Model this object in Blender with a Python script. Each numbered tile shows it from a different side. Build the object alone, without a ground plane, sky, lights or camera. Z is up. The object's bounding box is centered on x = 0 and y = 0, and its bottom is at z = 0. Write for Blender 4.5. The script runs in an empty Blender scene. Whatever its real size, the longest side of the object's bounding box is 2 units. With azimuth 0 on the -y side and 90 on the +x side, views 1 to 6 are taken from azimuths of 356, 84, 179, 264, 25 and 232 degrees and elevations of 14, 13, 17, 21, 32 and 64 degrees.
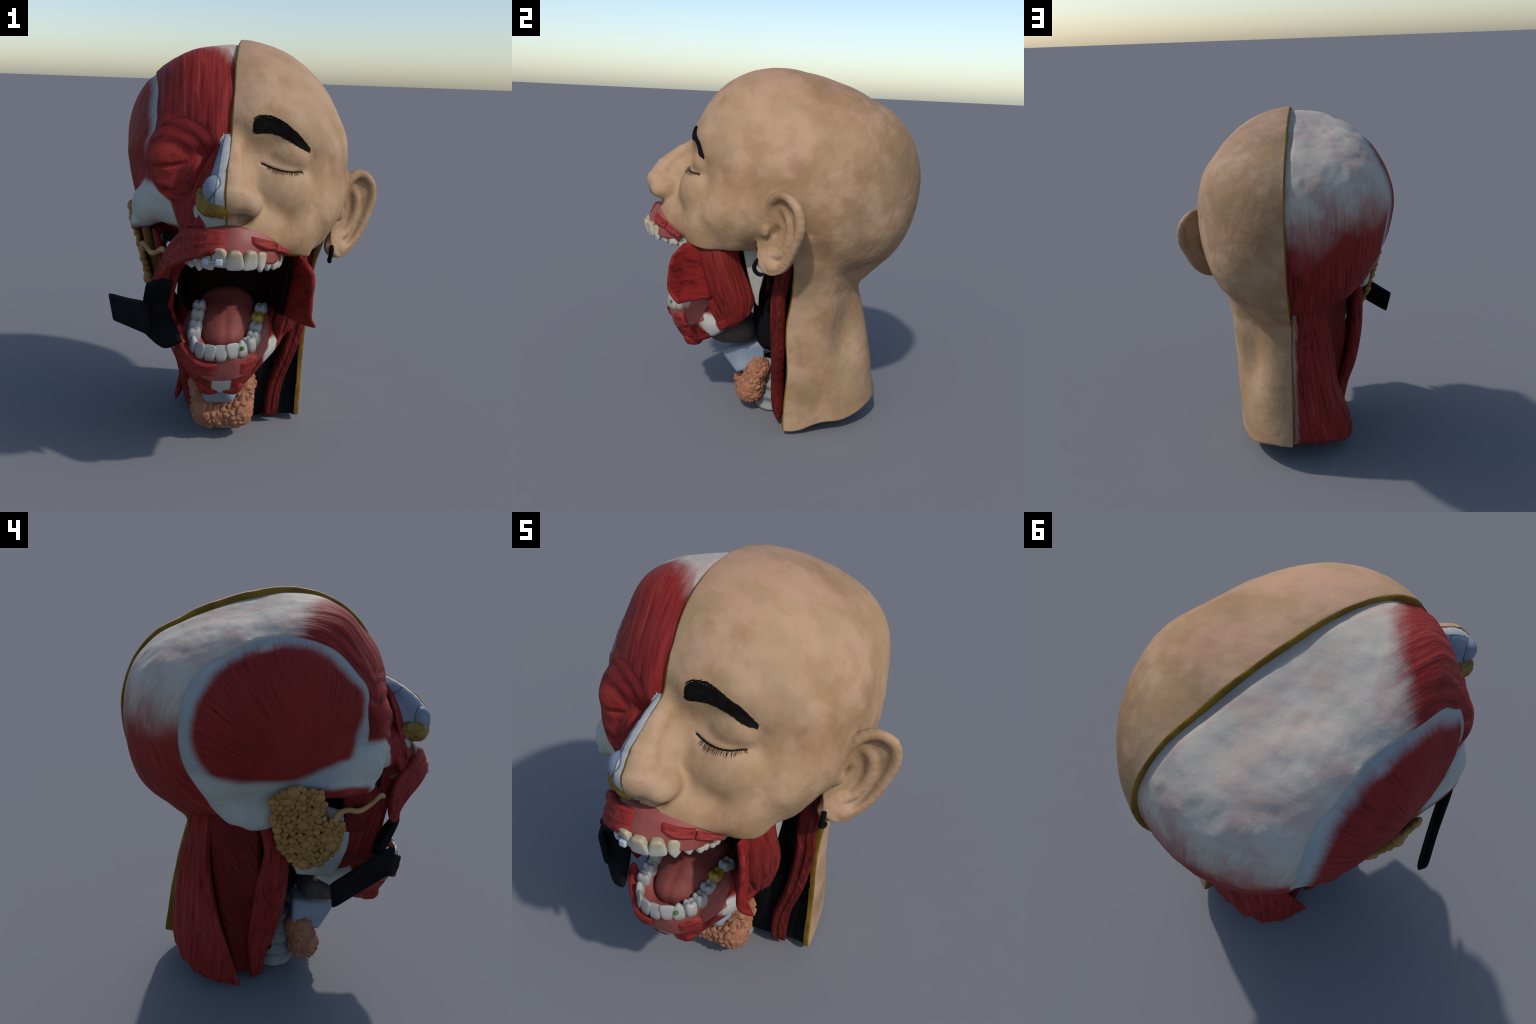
# Anatomical teaching model of a head: left half in skin, right half with muscles exposed, mouth wide open.
import bpy, math
import numpy as np
from mathutils import Vector

RNG = np.random.default_rng(7)

# ------------------------------------------------------------------ frame
# The head is turned by about 5 degrees: X runs from the median plane to the skin side, Y front to back.
SN, CS, TX = 0.0946, 0.9955, -0.045
def to_local(P):
    x, y, z = P[..., 0] - TX, P[..., 1], P[..., 2]
    return x * CS - y * SN, x * SN + y * CS, z
def to_world(p):
    X, Y, Z = p
    return np.array([X * CS + Y * SN + TX, -X * SN + Y * CS, Z])

# ------------------------------------------------------------------ maths
def hash3(i, j, k):
    h = (i * 374761393 + j * 668265263 + k * 2147483647 + 1013904223) & 0xffffffff
    h = ((h ^ (h >> 13)) * 1274126177) & 0xffffffff
    return ((h ^ (h >> 16)) & 0xffff) / 32767.5 - 1.0
def noise(P):
    """value noise, -1..1, for points (n,3)"""
    F = np.floor(P); f = P - F; I = F.astype(np.int64)
    w = f * f * (3 - 2 * f); r = 0
    for a in (0, 1):
        for b in (0, 1):
            for c in (0, 1):
                ww = (w[:, 0] if a else 1 - w[:, 0]) * (w[:, 1] if b else 1 - w[:, 1]) * (w[:, 2] if c else 1 - w[:, 2])
                r = r + ww * hash3(I[:, 0] + a, I[:, 1] + b, I[:, 2] + c)
    return r
def fbm(P, octaves=3):
    r = 0; amp = 1.0
    for o in range(octaves):
        r = r + amp * noise(P * (2.03 ** o) + 17.3 * o); amp *= 0.5
    return r
def sstep(a, b, x):
    t = np.clip((x - a) / (b - a), 0, 1); return t * t * (3 - 2 * t)
def smin(a, b, k):
    h = np.clip(0.5 + 0.5 * (b - a) / k, 0, 1); return b + (a - b) * h - k * h * (1 - h)
def smax(a, b, k): return -smin(-a, -b, k)
def spline(xs, ys, x):
    """monotone cubic through hand-placed points"""
    xs = np.array(xs, float); ys = np.array(ys, float)
    d = np.diff(ys) / np.diff(xs); m = np.empty_like(ys)
    m[0], m[-1] = d[0], d[-1]
    s = d[:-1] * d[1:] > 0
    m[1:-1] = np.where(s, 2 * d[:-1] * d[1:] / np.where(s, d[:-1] + d[1:], 1), 0)
    x = np.clip(x, xs[0], xs[-1]); i = np.clip(np.searchsorted(xs, x) - 1, 0, len(xs) - 2)
    h = xs[i + 1] - xs[i]; t = (x - xs[i]) / h
    return ((2*t**3 - 3*t**2 + 1) * ys[i] + (t**3 - 2*t**2 + t) * h * m[i] + (-2*t**3 + 3*t**2) * ys[i+1] + (t**3 - t**2) * h * m[i+1])
def catmull(pts, n, closed=False):
    """smooth curve through control points, n samples"""
    P = np.array(pts, float)
    if len(P) == 2: return P[0] + (P[1] - P[0]) * np.linspace(0, 1, n)[:, None]
    Q = np.vstack([2 * P[0] - P[1], P, 2 * P[-1] - P[-2]])
    u = np.linspace(0, len(P) - 1, n); i = np.minimum(u.astype(int), len(P) - 2); t = (u - i)[:, None]
    a, b, c, d = Q[i], Q[i + 1], Q[i + 2], Q[i + 3]
    return 0.5 * (2*b + (c - a)*t + (2*a - 5*b + 4*c - d)*t*t + (-a + 3*b - 3*c + d)*t**3)

# ------------------------------------------------------------------ distance fields
def ellipsoid(P, c, r, ax=None):
    q = P - np.array(c)
    if ax is not None: q = q @ np.array(ax).T
    k = np.sqrt(((q / np.array(r)) ** 2).sum(-1)) + 1e-9
    k2 = np.sqrt(((q / (np.array(r) ** 2)) ** 2).sum(-1)) + 1e-9
    return k * (k - 1) / k2
def cone_seg(P, a, b, ra, rb):
    a = np.array(a, float); b = np.array(b, float); ab = b - a
    t = np.clip(((P - a) @ ab) / (ab @ ab), 0, 1)
    return np.linalg.norm(P - (a + t[..., None] * ab), axis=-1) - (ra + (rb - ra) * t)
def chain(P, pts, k=0.0):
    d = None
    for p, q in zip(pts[:-1], pts[1:]):
        s = cone_seg(P, p[:3], q[:3], p[3], q[3])
        d = s if d is None else (np.minimum(d, s) if k == 0 else smin(d, s, k))
    return d

def cord(pts, n):
    """resample a tapering chain (x, y, z, radius) smoothly"""
    P = np.array(pts, float); return np.hstack([catmull(P[:, :3], n), catmull(np.repeat(P[:, 3:], 3, 1), n)[:, :1]])
def mesh_field(f, lo, hi, h, blk=10, relax=1):
    """polygonise f<0 with surface nets, evaluating only the blocks near the surface"""
    lo = np.array(lo, float); nb = np.ceil((np.array(hi) - lo) / (h * blk)).astype(int); n = nb * blk
    g = np.stack(np.meshgrid(*[np.arange(k) for k in nb], indexing='ij'), -1).reshape(-1, 3)
    cf = f(lo + (g * blk + (blk - 1) / 2) * h)
    V = np.repeat(np.repeat(np.repeat(cf.reshape(nb).astype(np.float32), blk, 0), blk, 1), blk, 2)
    act = g[np.abs(cf) < h * blk * 1.6]
    o = np.stack(np.meshgrid(*[np.arange(blk)] * 3, indexing='ij'), -1).reshape(-1, 3)
    for s in range(0, len(act), 300):
        b = act[s:s + 300]; idx = (b[:, None, :] * blk + o[None]).reshape(-1, 3)
        V[idx[:, 0], idx[:, 1], idx[:, 2]] = f(lo + idx * h)
    ins = V < 0
    c = ins[:-1, :-1, :-1].astype(np.int8)
    tot = sum(ins[a:n[0] - 1 + a, b:n[1] - 1 + b, d:n[2] - 1 + d].astype(np.int8) for a in (0, 1) for b in (0, 1) for d in (0, 1))
    ci = np.argwhere((tot > 0) & (tot < 8))
    corners = np.array([(a, b, d) for a in (0, 1) for b in (0, 1) for d in (0, 1)])
    vals = np.stack([V[ci[:, 0] + a, ci[:, 1] + b, ci[:, 2] + d] for a, b, d in corners], 1)
    acc = np.zeros((len(ci), 3)); cnt = np.zeros(len(ci))
    for i in range(8):
        for j in range(i + 1, 8):
            if np.abs(corners[i] - corners[j]).sum() == 1:
                m = (vals[:, i] < 0) != (vals[:, j] < 0)
                t = np.where(m, vals[:, i] / np.where(m, vals[:, i] - vals[:, j], 1), 0)
                acc += m[:, None] * (corners[i] + t[:, None] * (corners[j] - corners[i])); cnt += m
    verts = lo + (ci + acc / cnt[:, None]) * h
    vid = np.full(tuple(n), -1, np.int32); vid[ci[:, 0], ci[:, 1], ci[:, 2]] = np.arange(len(ci))
    quads = []
    for ax in range(3):
        sl = [slice(None)] * 3; sl2 = [slice(None)] * 3
        sl[ax] = slice(0, -1); sl2[ax] = slice(1, None)
        e = np.argwhere(ins[tuple(sl)] != ins[tuple(sl2)])
        b_, c_ = (ax + 1) % 3, (ax + 2) % 3
        e = e[(e[:, b_] > 0) & (e[:, c_] > 0) & (e[:, b_] < n[b_] - 1) & (e[:, c_] < n[c_] - 1)]
        q = []
        for db, dc in ((-1, -1), (0, -1), (0, 0), (-1, 0)):
            k = e.copy(); k[:, b_] += db; k[:, c_] += dc; q.append(vid[k[:, 0], k[:, 1], k[:, 2]])
        q = np.stack(q, 1); s = ins[e[:, 0], e[:, 1], e[:, 2]]
        q = np.where(s[:, None], q, q[:, ::-1]); quads.append(q[(q >= 0).all(1)])
    quads = np.vstack(quads)
    def project(v, it):
        for _ in range(it):
            f0 = f(v); G = np.stack([f(v + np.eye(3)[a] * h * .3) - f(v - np.eye(3)[a] * h * .3) for a in range(3)], 1) / (.6 * h)
            L2 = (G ** 2).sum(1) + 1e-6
            step = (f0 / np.maximum(L2, .2))[:, None] * G
            ln = np.linalg.norm(step, axis=1, keepdims=True); v = v - step * np.minimum(1, .6 * h / (ln + 1e-9))
        return v
    for _ in range(relax):
        a = np.zeros_like(verts); k = np.zeros(len(verts))
        for i in range(4):
            for j in ((i + 1) % 4, (i + 3) % 4):
                a += np.stack([np.bincount(quads[:, i], verts[quads[:, j], d], len(verts)) for d in range(3)], 1)
                k += np.bincount(quads[:, i], minlength=len(verts))
        verts = .4 * verts + .6 * a / k[:, None]
        verts = project(verts, 1)
    return verts, quads

# ------------------------------------------------------------------ mesh objects
ROOT = None
def link(ob, parent=None):
    bpy.context.scene.collection.objects.link(ob); ob.parent = parent or ROOT; return ob
def make_mesh(name, verts, faces, mat, normals=None):
    me = bpy.data.meshes.new(name)
    faces = np.asarray(faces)
    me.vertices.add(len(verts)); me.vertices.foreach_set('co', np.asarray(verts, np.float32).ravel())
    k = faces.shape[1]
    me.loops.add(faces.size); me.loops.foreach_set('vertex_index', faces.astype(np.int32).ravel())
    me.polygons.add(len(faces)); me.polygons.foreach_set('loop_start', np.arange(len(faces), dtype=np.int32) * k)
    me.update(calc_edges=True); me.validate()
    me.polygons.foreach_set('use_smooth', np.ones(len(me.polygons), bool)); me.materials.append(mat)
    if normals is not None and len(normals) == len(me.vertices): me.normals_split_custom_set_from_vertices(normals.tolist())
    return me
def add(name, verts, faces, mat, parent=None, normals=None):
    return link(bpy.data.objects.new(name, make_mesh(name, verts, faces, mat, normals)), parent)
def vertex_normals(verts, faces):
    a = verts[faces[:, 2]] - verts[faces[:, 0]]; b = verts[faces[:, 3]] - verts[faces[:, 1]]
    fn = np.cross(a, b); N = np.zeros_like(verts)
    for i in range(4):
        for d in range(3): N[:, d] += np.bincount(faces[:, i], fn[:, d], len(verts))
    return N / (np.linalg.norm(N, axis=1, keepdims=True) + 1e-12)
def split(verts, faces, labels, names, mats, parent=None):
    """separate one smooth surface into named parts, borders and normals kept"""
    N = vertex_normals(verts, faces); out = {}
    for i, nm in enumerate(names):
        fs = faces[labels == i]
        if len(fs) == 0: continue
        u, inv = np.unique(fs, return_inverse=True)
        ob = add(nm, verts[u], inv.reshape(fs.shape), mats[i], parent, N[u]); out[nm] = ob
    return out
def grid_faces(nu, nv, off=0, flip=False):
    i, j = np.meshgrid(np.arange(nu - 1), np.arange(nv - 1), indexing='ij')
    a = (i * nv + j).ravel(); q = np.stack([a, a + nv, a + nv + 1, a + 1], 1) + off
    return q[:, ::-1] if flip else q
def surface_patch(ctrl, nu, nv, ease=True):
    C = np.array(ctrl, float)                                  # rows (u) x columns (v) x 3
    A = np.stack([catmull(C[:, j], 200) for j in range(C.shape[1])], 1)
    e = (lambda n: (1 - np.cos(np.pi * np.linspace(0, 1, n))) / 2 * .55 + np.linspace(0, 1, n) * .45)
    u, v = e(nu), e(nv)
    A = A[np.clip((u * 199).round().astype(int), 0, 199)]
    S = np.stack([catmull(A[i], 200) for i in range(nu)])
    S = S[:, np.clip((v * 199).round().astype(int), 0, 199)]
    return S, u, v
def slab(name, ctrl, th, mat, nu=70, nv=70, fib=None, parent=None, edge=.12, lump=0.0, seed=0, inset=True, ref=(-.09, -.05, .85)):
    """a muscle or sheet: a curved patch with thickness and rounded rims; fib=('u'|'v', count, depth) furrows along that axis"""
    S, u, v = surface_patch(ctrl, nu, nv)
    Su = np.gradient(S, axis=0); Sv = np.gradient(S, axis=1)
    N = np.cross(Su, Sv); N /= np.linalg.norm(N, axis=-1, keepdims=True) + 1e-9
    if ((S - np.array(ref)) * N).sum() < 0: N = -N              # outward
    if inset: S = S - N * (th / 2 * float(inset))                              # control points lie on the outer face
    ru = np.clip(np.minimum(u, 1 - u) / edge, 0, 1); rv = np.clip(np.minimum(v, 1 - v) / edge, 0, 1)
    T = np.sqrt(1 - (1 - ru) ** 2)[:, None] * np.sqrt(1 - (1 - rv) ** 2)[None]
    U, Vv = np.meshgrid(u, v, indexing='ij')
    D = np.zeros_like(U)
    if fib:
        a, b = (Vv, U) if fib[0] == 'u' else (U, Vv)            # a across the fibres, b along them
        p = np.stack([a.ravel() * fib[1], b.ravel() * 2.2, np.full(a.size, seed * 7.7)], 1)
        D = fib[2] * (fbm(p, 2) - .6 * np.abs(noise(p * np.array([.35, .6, 1]) + 5))).reshape(U.shape)
    if lump: D = D + lump * fbm(S.reshape(-1, 3) * 14 + seed, 2).reshape(U.shape)
    Hh = (th / 2 * T + D * T)[..., None]
    top = (S + N * Hh).reshape(-1, 3); bot = (S - N * (th / 2 * T + .5 * D * T)[..., None]).reshape(-1, 3)
    n = nu * nv; keep = np.arange(2 * n); I = np.arange(n).reshape(nu, nv)
    rim = np.zeros((nu, nv), bool); rim[0] = rim[-1] = True; rim[:, 0] = rim[:, -1] = True
    keep[n:][rim.ravel()] = I.ravel()[rim.ravel()]
    f = np.vstack([grid_faces(nu, nv), grid_faces(nu, nv, n, True)]); f = keep[f]
    used, inv = np.unique(f, return_inverse=True)
    return add(name, np.vstack([top, bot])[used], inv.reshape(f.shape), mat, parent)
def tube(name, pts, radii, mat, n=16, m=60, parent=None, flat=1.0):
    """round cord along a smooth path; closed rounded ends"""
    C = catmull(pts, m); R = catmull(np.array(radii)[:, None] * np.ones((1, 3)), m)[:, 0]
    t = np.linspace(0, 1, m); L = np.linalg.norm(np.diff(C, axis=0), axis=1).sum()
    e = np.minimum(t, 1 - t) * L / R; R = R * np.sqrt(np.clip(1 - (1 - np.clip(e, 0, 1)) ** 2, .0004, 1))
    T = np.gradient(C, axis=0); T /= np.linalg.norm(T, axis=1, keepdims=True)
    up = np.array([0, 0, 1.0]) if abs(T[:, 2]).mean() < .8 else np.array([1.0, 0, 0])
    A = np.cross(T, up); A /= np.linalg.norm(A, axis=1, keepdims=True); B = np.cross(T, A)
    a = np.linspace(0, 2 * np.pi, n, endpoint=False)
    V = C[:, None] + R[:, None, None] * (np.cos(a)[None, :, None] * A[:, None] + flat * np.sin(a)[None, :, None] * B[:, None])
    i, j = np.meshgrid(np.arange(m - 1), np.arange(n), indexing='ij'); j2 = (j + 1) % n
    f = np.stack([i * n + j, i * n + j2, (i + 1) * n + j2, (i + 1) * n + j], -1).reshape(-1, 4)
    return add(name, V.reshape(-1, 3), f, mat, parent)
def ball(nu=24, nv=16, ex=1.0):
    """unit superellipsoid as closed quad grid: returns verts, faces"""
    t = np.linspace(-np.pi / 2, np.pi / 2, nv); p = np.linspace(0, 2 * np.pi, nu, endpoint=False)
    s = lambda x: np.sign(x) * np.abs(x) ** ex
    t[0] += 1e-4; t[-1] -= 1e-4
    V = np.stack([s(np.cos(t))[:, None] * s(np.cos(p))[None], s(np.cos(t))[:, None] * s(np.sin(p))[None], s(np.sin(t))[:, None] * np.ones((1, nu))], -1)
    i, j = np.meshgrid(np.arange(nv - 1), np.arange(nu), indexing='ij'); j2 = (j + 1) % nu
    f = np.stack([i * nu + j, i * nu + j2, (i + 1) * nu + j2, (i + 1) * nu + j], -1).reshape(-1, 4)
    return V.reshape(-1, 3), f

# ------------------------------------------------------------------ node expressions
class Nd:
    """a value in a shader node tree with arithmetic"""
    def __init__(s, t, o): s.t, s.o = t, o
    def _m(s, op, b=None, c=None, clamp=False):
        n = s.t.nodes.new('ShaderNodeMath'); n.operation = op; n.use_clamp = clamp
        for k, v in enumerate((s, b, c)):
            if v is None: continue
            if isinstance(v, Nd): s.t.links.new(v.o, n.inputs[k])
            else: n.inputs[k].default_value = v
        return Nd(s.t, n.outputs[0])
    def __add__(s, b): return s._m('ADD', b)
    __radd__ = __add__
    def __sub__(s, b): return s._m('SUBTRACT', b)
    def __rsub__(s, b): return (s * -1.0) + b
    def __mul__(s, b): return s._m('MULTIPLY', b)
    __rmul__ = __mul__
    def __truediv__(s, b): return s._m('DIVIDE', b)
    def max(s, b): return s._m('MAXIMUM', b)
    def min(s, b): return s._m('MINIMUM', b)
    def abs(s): return s._m('ABSOLUTE')
    def sqrt(s): return s._m('SQRT')
    def pow(s, b): return s._m('POWER', b)
    def atan2(s, b): return s._m('ARCTAN2', b)
    def step(s, a, b):
        n = s.t.nodes.new('ShaderNodeMapRange'); n.interpolation_type = 'SMOOTHSTEP'
        s.t.links.new(s.o, n.inputs[0]); n.inputs[1].default_value = min(a, b); n.inputs[2].default_value = max(a, b)
        n.inputs[3].default_value, n.inputs[4].default_value = (0, 1) if a < b else (1, 0)
        return Nd(s.t, n.outputs[0])
    def curve(s, pts):
        n = s.t.nodes.new('ShaderNodeFloatCurve'); c = n.mapping.curves[0]
        n.mapping.use_clip = False
        while len(c.points) < len(pts): c.points.new(.5, .5)
        for p, q in zip(c.points, pts): p.location = q; p.handle_type = 'AUTO'
        n.mapping.update(); s.t.links.new(s.o, n.inputs[1]); return Nd(s.t, n.outputs[0])
class Tree:
    def __init__(s, name, rough=.7, spec=.12):
        s.m = bpy.data.materials.new(name); s.m.use_nodes = True; s.t = s.m.node_tree
        s.b = next(n for n in s.t.nodes if n.type == 'BSDF_PRINCIPLED')
        s.b.inputs['Roughness'].default_value = rough; s.b.inputs['Specular IOR Level'].default_value = spec
        tc = s.t.nodes.new('ShaderNodeTexCoord'); s.P = tc.outputs['Object']
        sp = s.t.nodes.new('ShaderNodeSeparateXYZ'); s.t.links.new(s.P, sp.inputs[0])
        s.x, s.y, s.z = [Nd(s.t, o) for o in sp.outputs]
        s.X = (s.x - TX) * CS - s.y * SN; s.Y = (s.x - TX) * SN + s.y * CS
    def vec(s, x, y, z):
        n = s.t.nodes.new('ShaderNodeCombineXYZ')
        for k, v in enumerate((x, y, z)):
            if isinstance(v, Nd): s.t.links.new(v.o, n.inputs[k])
            else: n.inputs[k].default_value = v
        return n.outputs[0]
    def noise(s, vec=None, scale=5.0, detail=3.0, rough=.5, col=False, dist=0.0):
        n = s.t.nodes.new('ShaderNodeTexNoise'); s.t.links.new(vec if vec is not None else s.P, n.inputs['Vector'])
        n.inputs['Scale'].default_value = scale; n.inputs['Detail'].default_value = detail
        n.inputs['Roughness'].default_value = rough; n.inputs['Distortion'].default_value = dist
        return Nd(s.t, n.outputs[0])
    def voronoi(s, scale, feature='F1', vec=None):
        n = s.t.nodes.new('ShaderNodeTexVoronoi'); n.feature = feature; s.t.links.new(vec if vec is not None else s.P, n.inputs['Vector'])
        n.inputs['Scale'].default_value = scale; return Nd(s.t, n.outputs[0])
    def random(s):
        n = s.t.nodes.new('ShaderNodeObjectInfo'); return Nd(s.t, n.outputs['Random'])
    def rgb(s, c):
        n = s.t.nodes.new('ShaderNodeRGB'); n.outputs[0].default_value = (*c, 1); return n.outputs[0]
    def mix(s, fac, a, b, mode='MIX'):
        n = s.t.nodes.new('ShaderNodeMix'); n.data_type = 'RGBA'; n.blend_type = mode
        if isinstance(fac, Nd): s.t.links.new(fac.o, n.inputs[0])
        else: n.inputs[0].default_value = fac
        for k, v in ((6, a), (7, b)):
            if isinstance(v, tuple): n.inputs[k].default_value = (*v, 1)
            else: s.t.links.new(v, n.inputs[k])
        return n.outputs[2]
    def along(s, d, hi, lo):
        """coordinates squeezed along direction d, for streaks"""
        d = np.array(d, float); d /= np.linalg.norm(d)
        dot = s.x * d[0] + s.y * d[1] + s.z * d[2]
        return s.vec(s.x * hi - dot * (d[0] * (hi - lo)), s.y * hi - dot * (d[1] * (hi - lo)), s.z * hi - dot * (d[2] * (hi - lo)))
    def done(s, col, bump=None, dist=.01, strength=.5):
        s.t.links.new(col, s.b.inputs['Base Color'])
        if bump is not None:
            n = s.t.nodes.new('ShaderNodeBump'); n.inputs['Strength'].default_value = strength; n.inputs['Distance'].default_value = dist
            s.t.links.new(bump.o, n.inputs['Height']); s.t.links.new(n.outputs[0], s.b.inputs['Normal'])
        return s.m

RED_D, RED, RED_L = (.070, .006, .006), (.21, .018, .016), (.31, .050, .045)
WHITE = (.50, .49, .45); BLUE = (.22, .26, .33); GOLD = (.26, .15, .018)
def red_of(T, f, dark=RED_D, mid=RED, light=RED_L):
    c = T.mix(f.step(.30, .50), dark, mid); return T.mix(f.step(.52, .74), c, light)
def muscle(name, d, dark=RED_D, mid=RED, light=RED_L, hi=70, lo=4, pale=None):
    T = Tree(name, .65, .12); f = T.noise(T.along(d, hi, lo), 1.0, 3, .6); g = T.noise(None, 5, 2)
    c = red_of(T, f * .75 + g * .25, dark, mid, light)
    if pale: c = pale(T, c, f)
    return T.done(c, f, .008, .55)
def plain(name, col, col2=None, scale=9, rough=.7, spec=.12, bump=.15):
    T = Tree(name, rough, spec); f = T.noise(None, scale, 4, .6)
    return T.done(T.mix(f.step(.3, .7), col, col2 or tuple(.8 * v for v in col)), f, .006, bump)

# ------------------------------------------------------------------ the skull outline
# sagittal outline as radius against angle about (CY, CZ): 0 forward, pi/2 up; roundness of the sides; half width with its change front to back and upward
CY, CZ = 0.12, 1.42
PA = np.array([-3.0, -2.6, -2.2, -1.6, -1.1, -.7, -.35, 0, .25, .5, .75, 1.0, 1.3, 1.6, 1.9, 2.2, 2.5, 2.8, 3.1])
EA = np.array([-2.4, -1.57, -.7, 0, .6, 1.2, 1.9, 2.6, 3.14])
SKIN_SHAPE = ([.653, .663, .675, .512, .504, .64, .655, .598, .640, .658, .662, .644, .603, .560, .545, .554, .605, .634, .651], [2.01, 2.05, 2.69, 2.54, 2.03, 2.01, 2.19, 2.30, 2.01], (.545, -.014, -.069))
FLESH_SHAPE = ([.630, .654, .643, .492, .545, .60, .60, .578, .655, .663, .636, .627, .584, .538, .532, .546, .589, .619, .626], [1.98, 2.30, 2.67, 2.64, 2.05, 2.02, 2.10, 2.21, 2.08], (.563, .208, .247))
def around(xs, ys, a):
    xs = np.concatenate([xs - 2 * np.pi, xs, xs + 2 * np.pi]); return spline(xs, np.concatenate([ys] * 3), a)
def skull(X, Y, Z, shape):
    R, E, W = shape
    a = np.arctan2(Z - CZ, -(Y - CY)); d = np.hypot(Z - CZ, Y - CY); p = around(EA, E, a)
    rho = d / around(PA, R, a); wx = np.abs(X) / np.maximum(W[0] * (1 + W[1] * (Y - CY) + W[2] * (Z - CZ)), .1)
    h = (rho ** p + wx ** p) ** (1 / p) + 1e-9
    return np.sqrt(d * d + X * X) * (1 - 1 / h)

def nose_field(P, s=0.0, wing=True):
    """bridge, tip and wing; s shrinks it"""
    d = chain(P, cord([(0, -.485, 1.565, .038 - s), (0, -.565, 1.515, .046 - s), (0, -.640, 1.443, .060 - s), (0, -.680, 1.36, .082 - s)], 8), .003)
    d = smin(d, chain(P, [(0, -.44, 1.50, .07 - s), (0, -.54, 1.41, .085 - s), (0, -.60, 1.33, .09 - s)]), .03)
    if wing: d = smin(d, ellipsoid(P, (.080, -.645, 1.325), (.049, .080, .058)), .03)
    return smin(d, cone_seg(P, (0, -.66, 1.30), (0, -.60, 1.26), .035, .04), .02)

EYE_L, EYE_R = np.array([.24, 1.50]), np.array([-.265, 1.47])
def lid_line(X): return 1.466 - .21 * (X - .13) + 1.1 * (X - .22) ** 2
def skin_head(P):
    X, Y, Z = to_local(P); Q = np.stack([np.abs(X), Y, Z], -1)
    d = skull(X, Y, Z, SKIN_SHAPE)
    d = d - .026 * np.exp(-((Y - .36) / .13) ** 2 - ((Z - 1.72) / .11) ** 2) * (X > 0) - .012 * np.exp(-((Y + .03) / .12) ** 2 - ((Z - 1.54) / .1) ** 2) - .034 * np.exp(-((X - .40) / .11) ** 2 - ((Y + .35) / .11) ** 2 - ((Z - 1.23) / .11) ** 2) + .02 * np.exp(-((X - .45) / .1) ** 2 - ((Y + .15) / .08) ** 2 - ((Z - 1.1) / .08) ** 2) - .016 * np.exp(-((Y - .58) / .12) ** 2 - ((Z - 1.18) / .12) ** 2) * sstep(.08, .2, X) + .048 * np.exp(-((X - .24) / .14) ** 2 - ((Y - .46) / .13) ** 2 - ((Z - .95) / .06) ** 2)
    d = smin(d, chain(Q, [(.09, -.43, 1.625, .06), (.22, -.40, 1.63, .055), (.33, -.35, 1.56, .05)], .03), .05)      # brow ridge
    d = smax(d, -ellipsoid(Q, (.20, -.575, 1.535), (.14, .10, .075)), .05)                                           # eye socket
    d = smin(d, ellipsoid(Q, (.15, -.43, 1.33), (.20, .130, .165)), .05)                                           # front of the cheek
    d = smin(d, ellipsoid(Q, (.235, -.398, 1.494), (.105, .088, .080)), .018)                                         # closed eye
    d = smin(d, ellipsoid(Q, (0, -.45, 1.165), (.27, .247, .19)), .04)                                               # muzzle
    d = smin(d, ellipsoid(Q, (.275, -.39, 1.14), (.105, .125, .15)), .06)                                               # cheek
    d = smin(d, nose_field(Q * np.array([.86, 1, 1])), .04)
    d = smax(d, -ellipsoid(Q, (.078, -.672, 1.262), (.034, .05, .03)), .015)                                         # nostril
    lid = np.abs(Z - lid_line(X)); on = sstep(.115, .14, X) * sstep(.325, .29, X) * (Y < 0)
    d = d + .007 * on * np.exp(-(lid / .006) ** 2)                                                                   # lid slit
    return d
def neck_skin(P):
    x, y, z = P[..., 0], P[..., 1], P[..., 2]
    w = spline([0, .177, .53, .715, .894, 1.0, 1.15], [.325, .332, .342, .352, .38, .41, .44], z)
    yb = spline([0, .125, .42, .65, .75, .82, 1.0], [.625, .61, .562, .508, .48, .462, .48], z)
    v = np.maximum(y - .03, 0) / (yb - .03); u = np.maximum(x, 0) / w
    h = (u ** 2.15 + v ** 2.15) ** (1 / 2.15)
    d = (h - 1) * .28 + .036 * np.exp(-((x - .23) / .09) ** 2 - ((y - .36) / .11) ** 2 - ((z - .58) / .2) ** 2)      # hollow behind the strap muscle
    return smax(np.maximum(d, z - 1.15), -.06 - y, .04)
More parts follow.
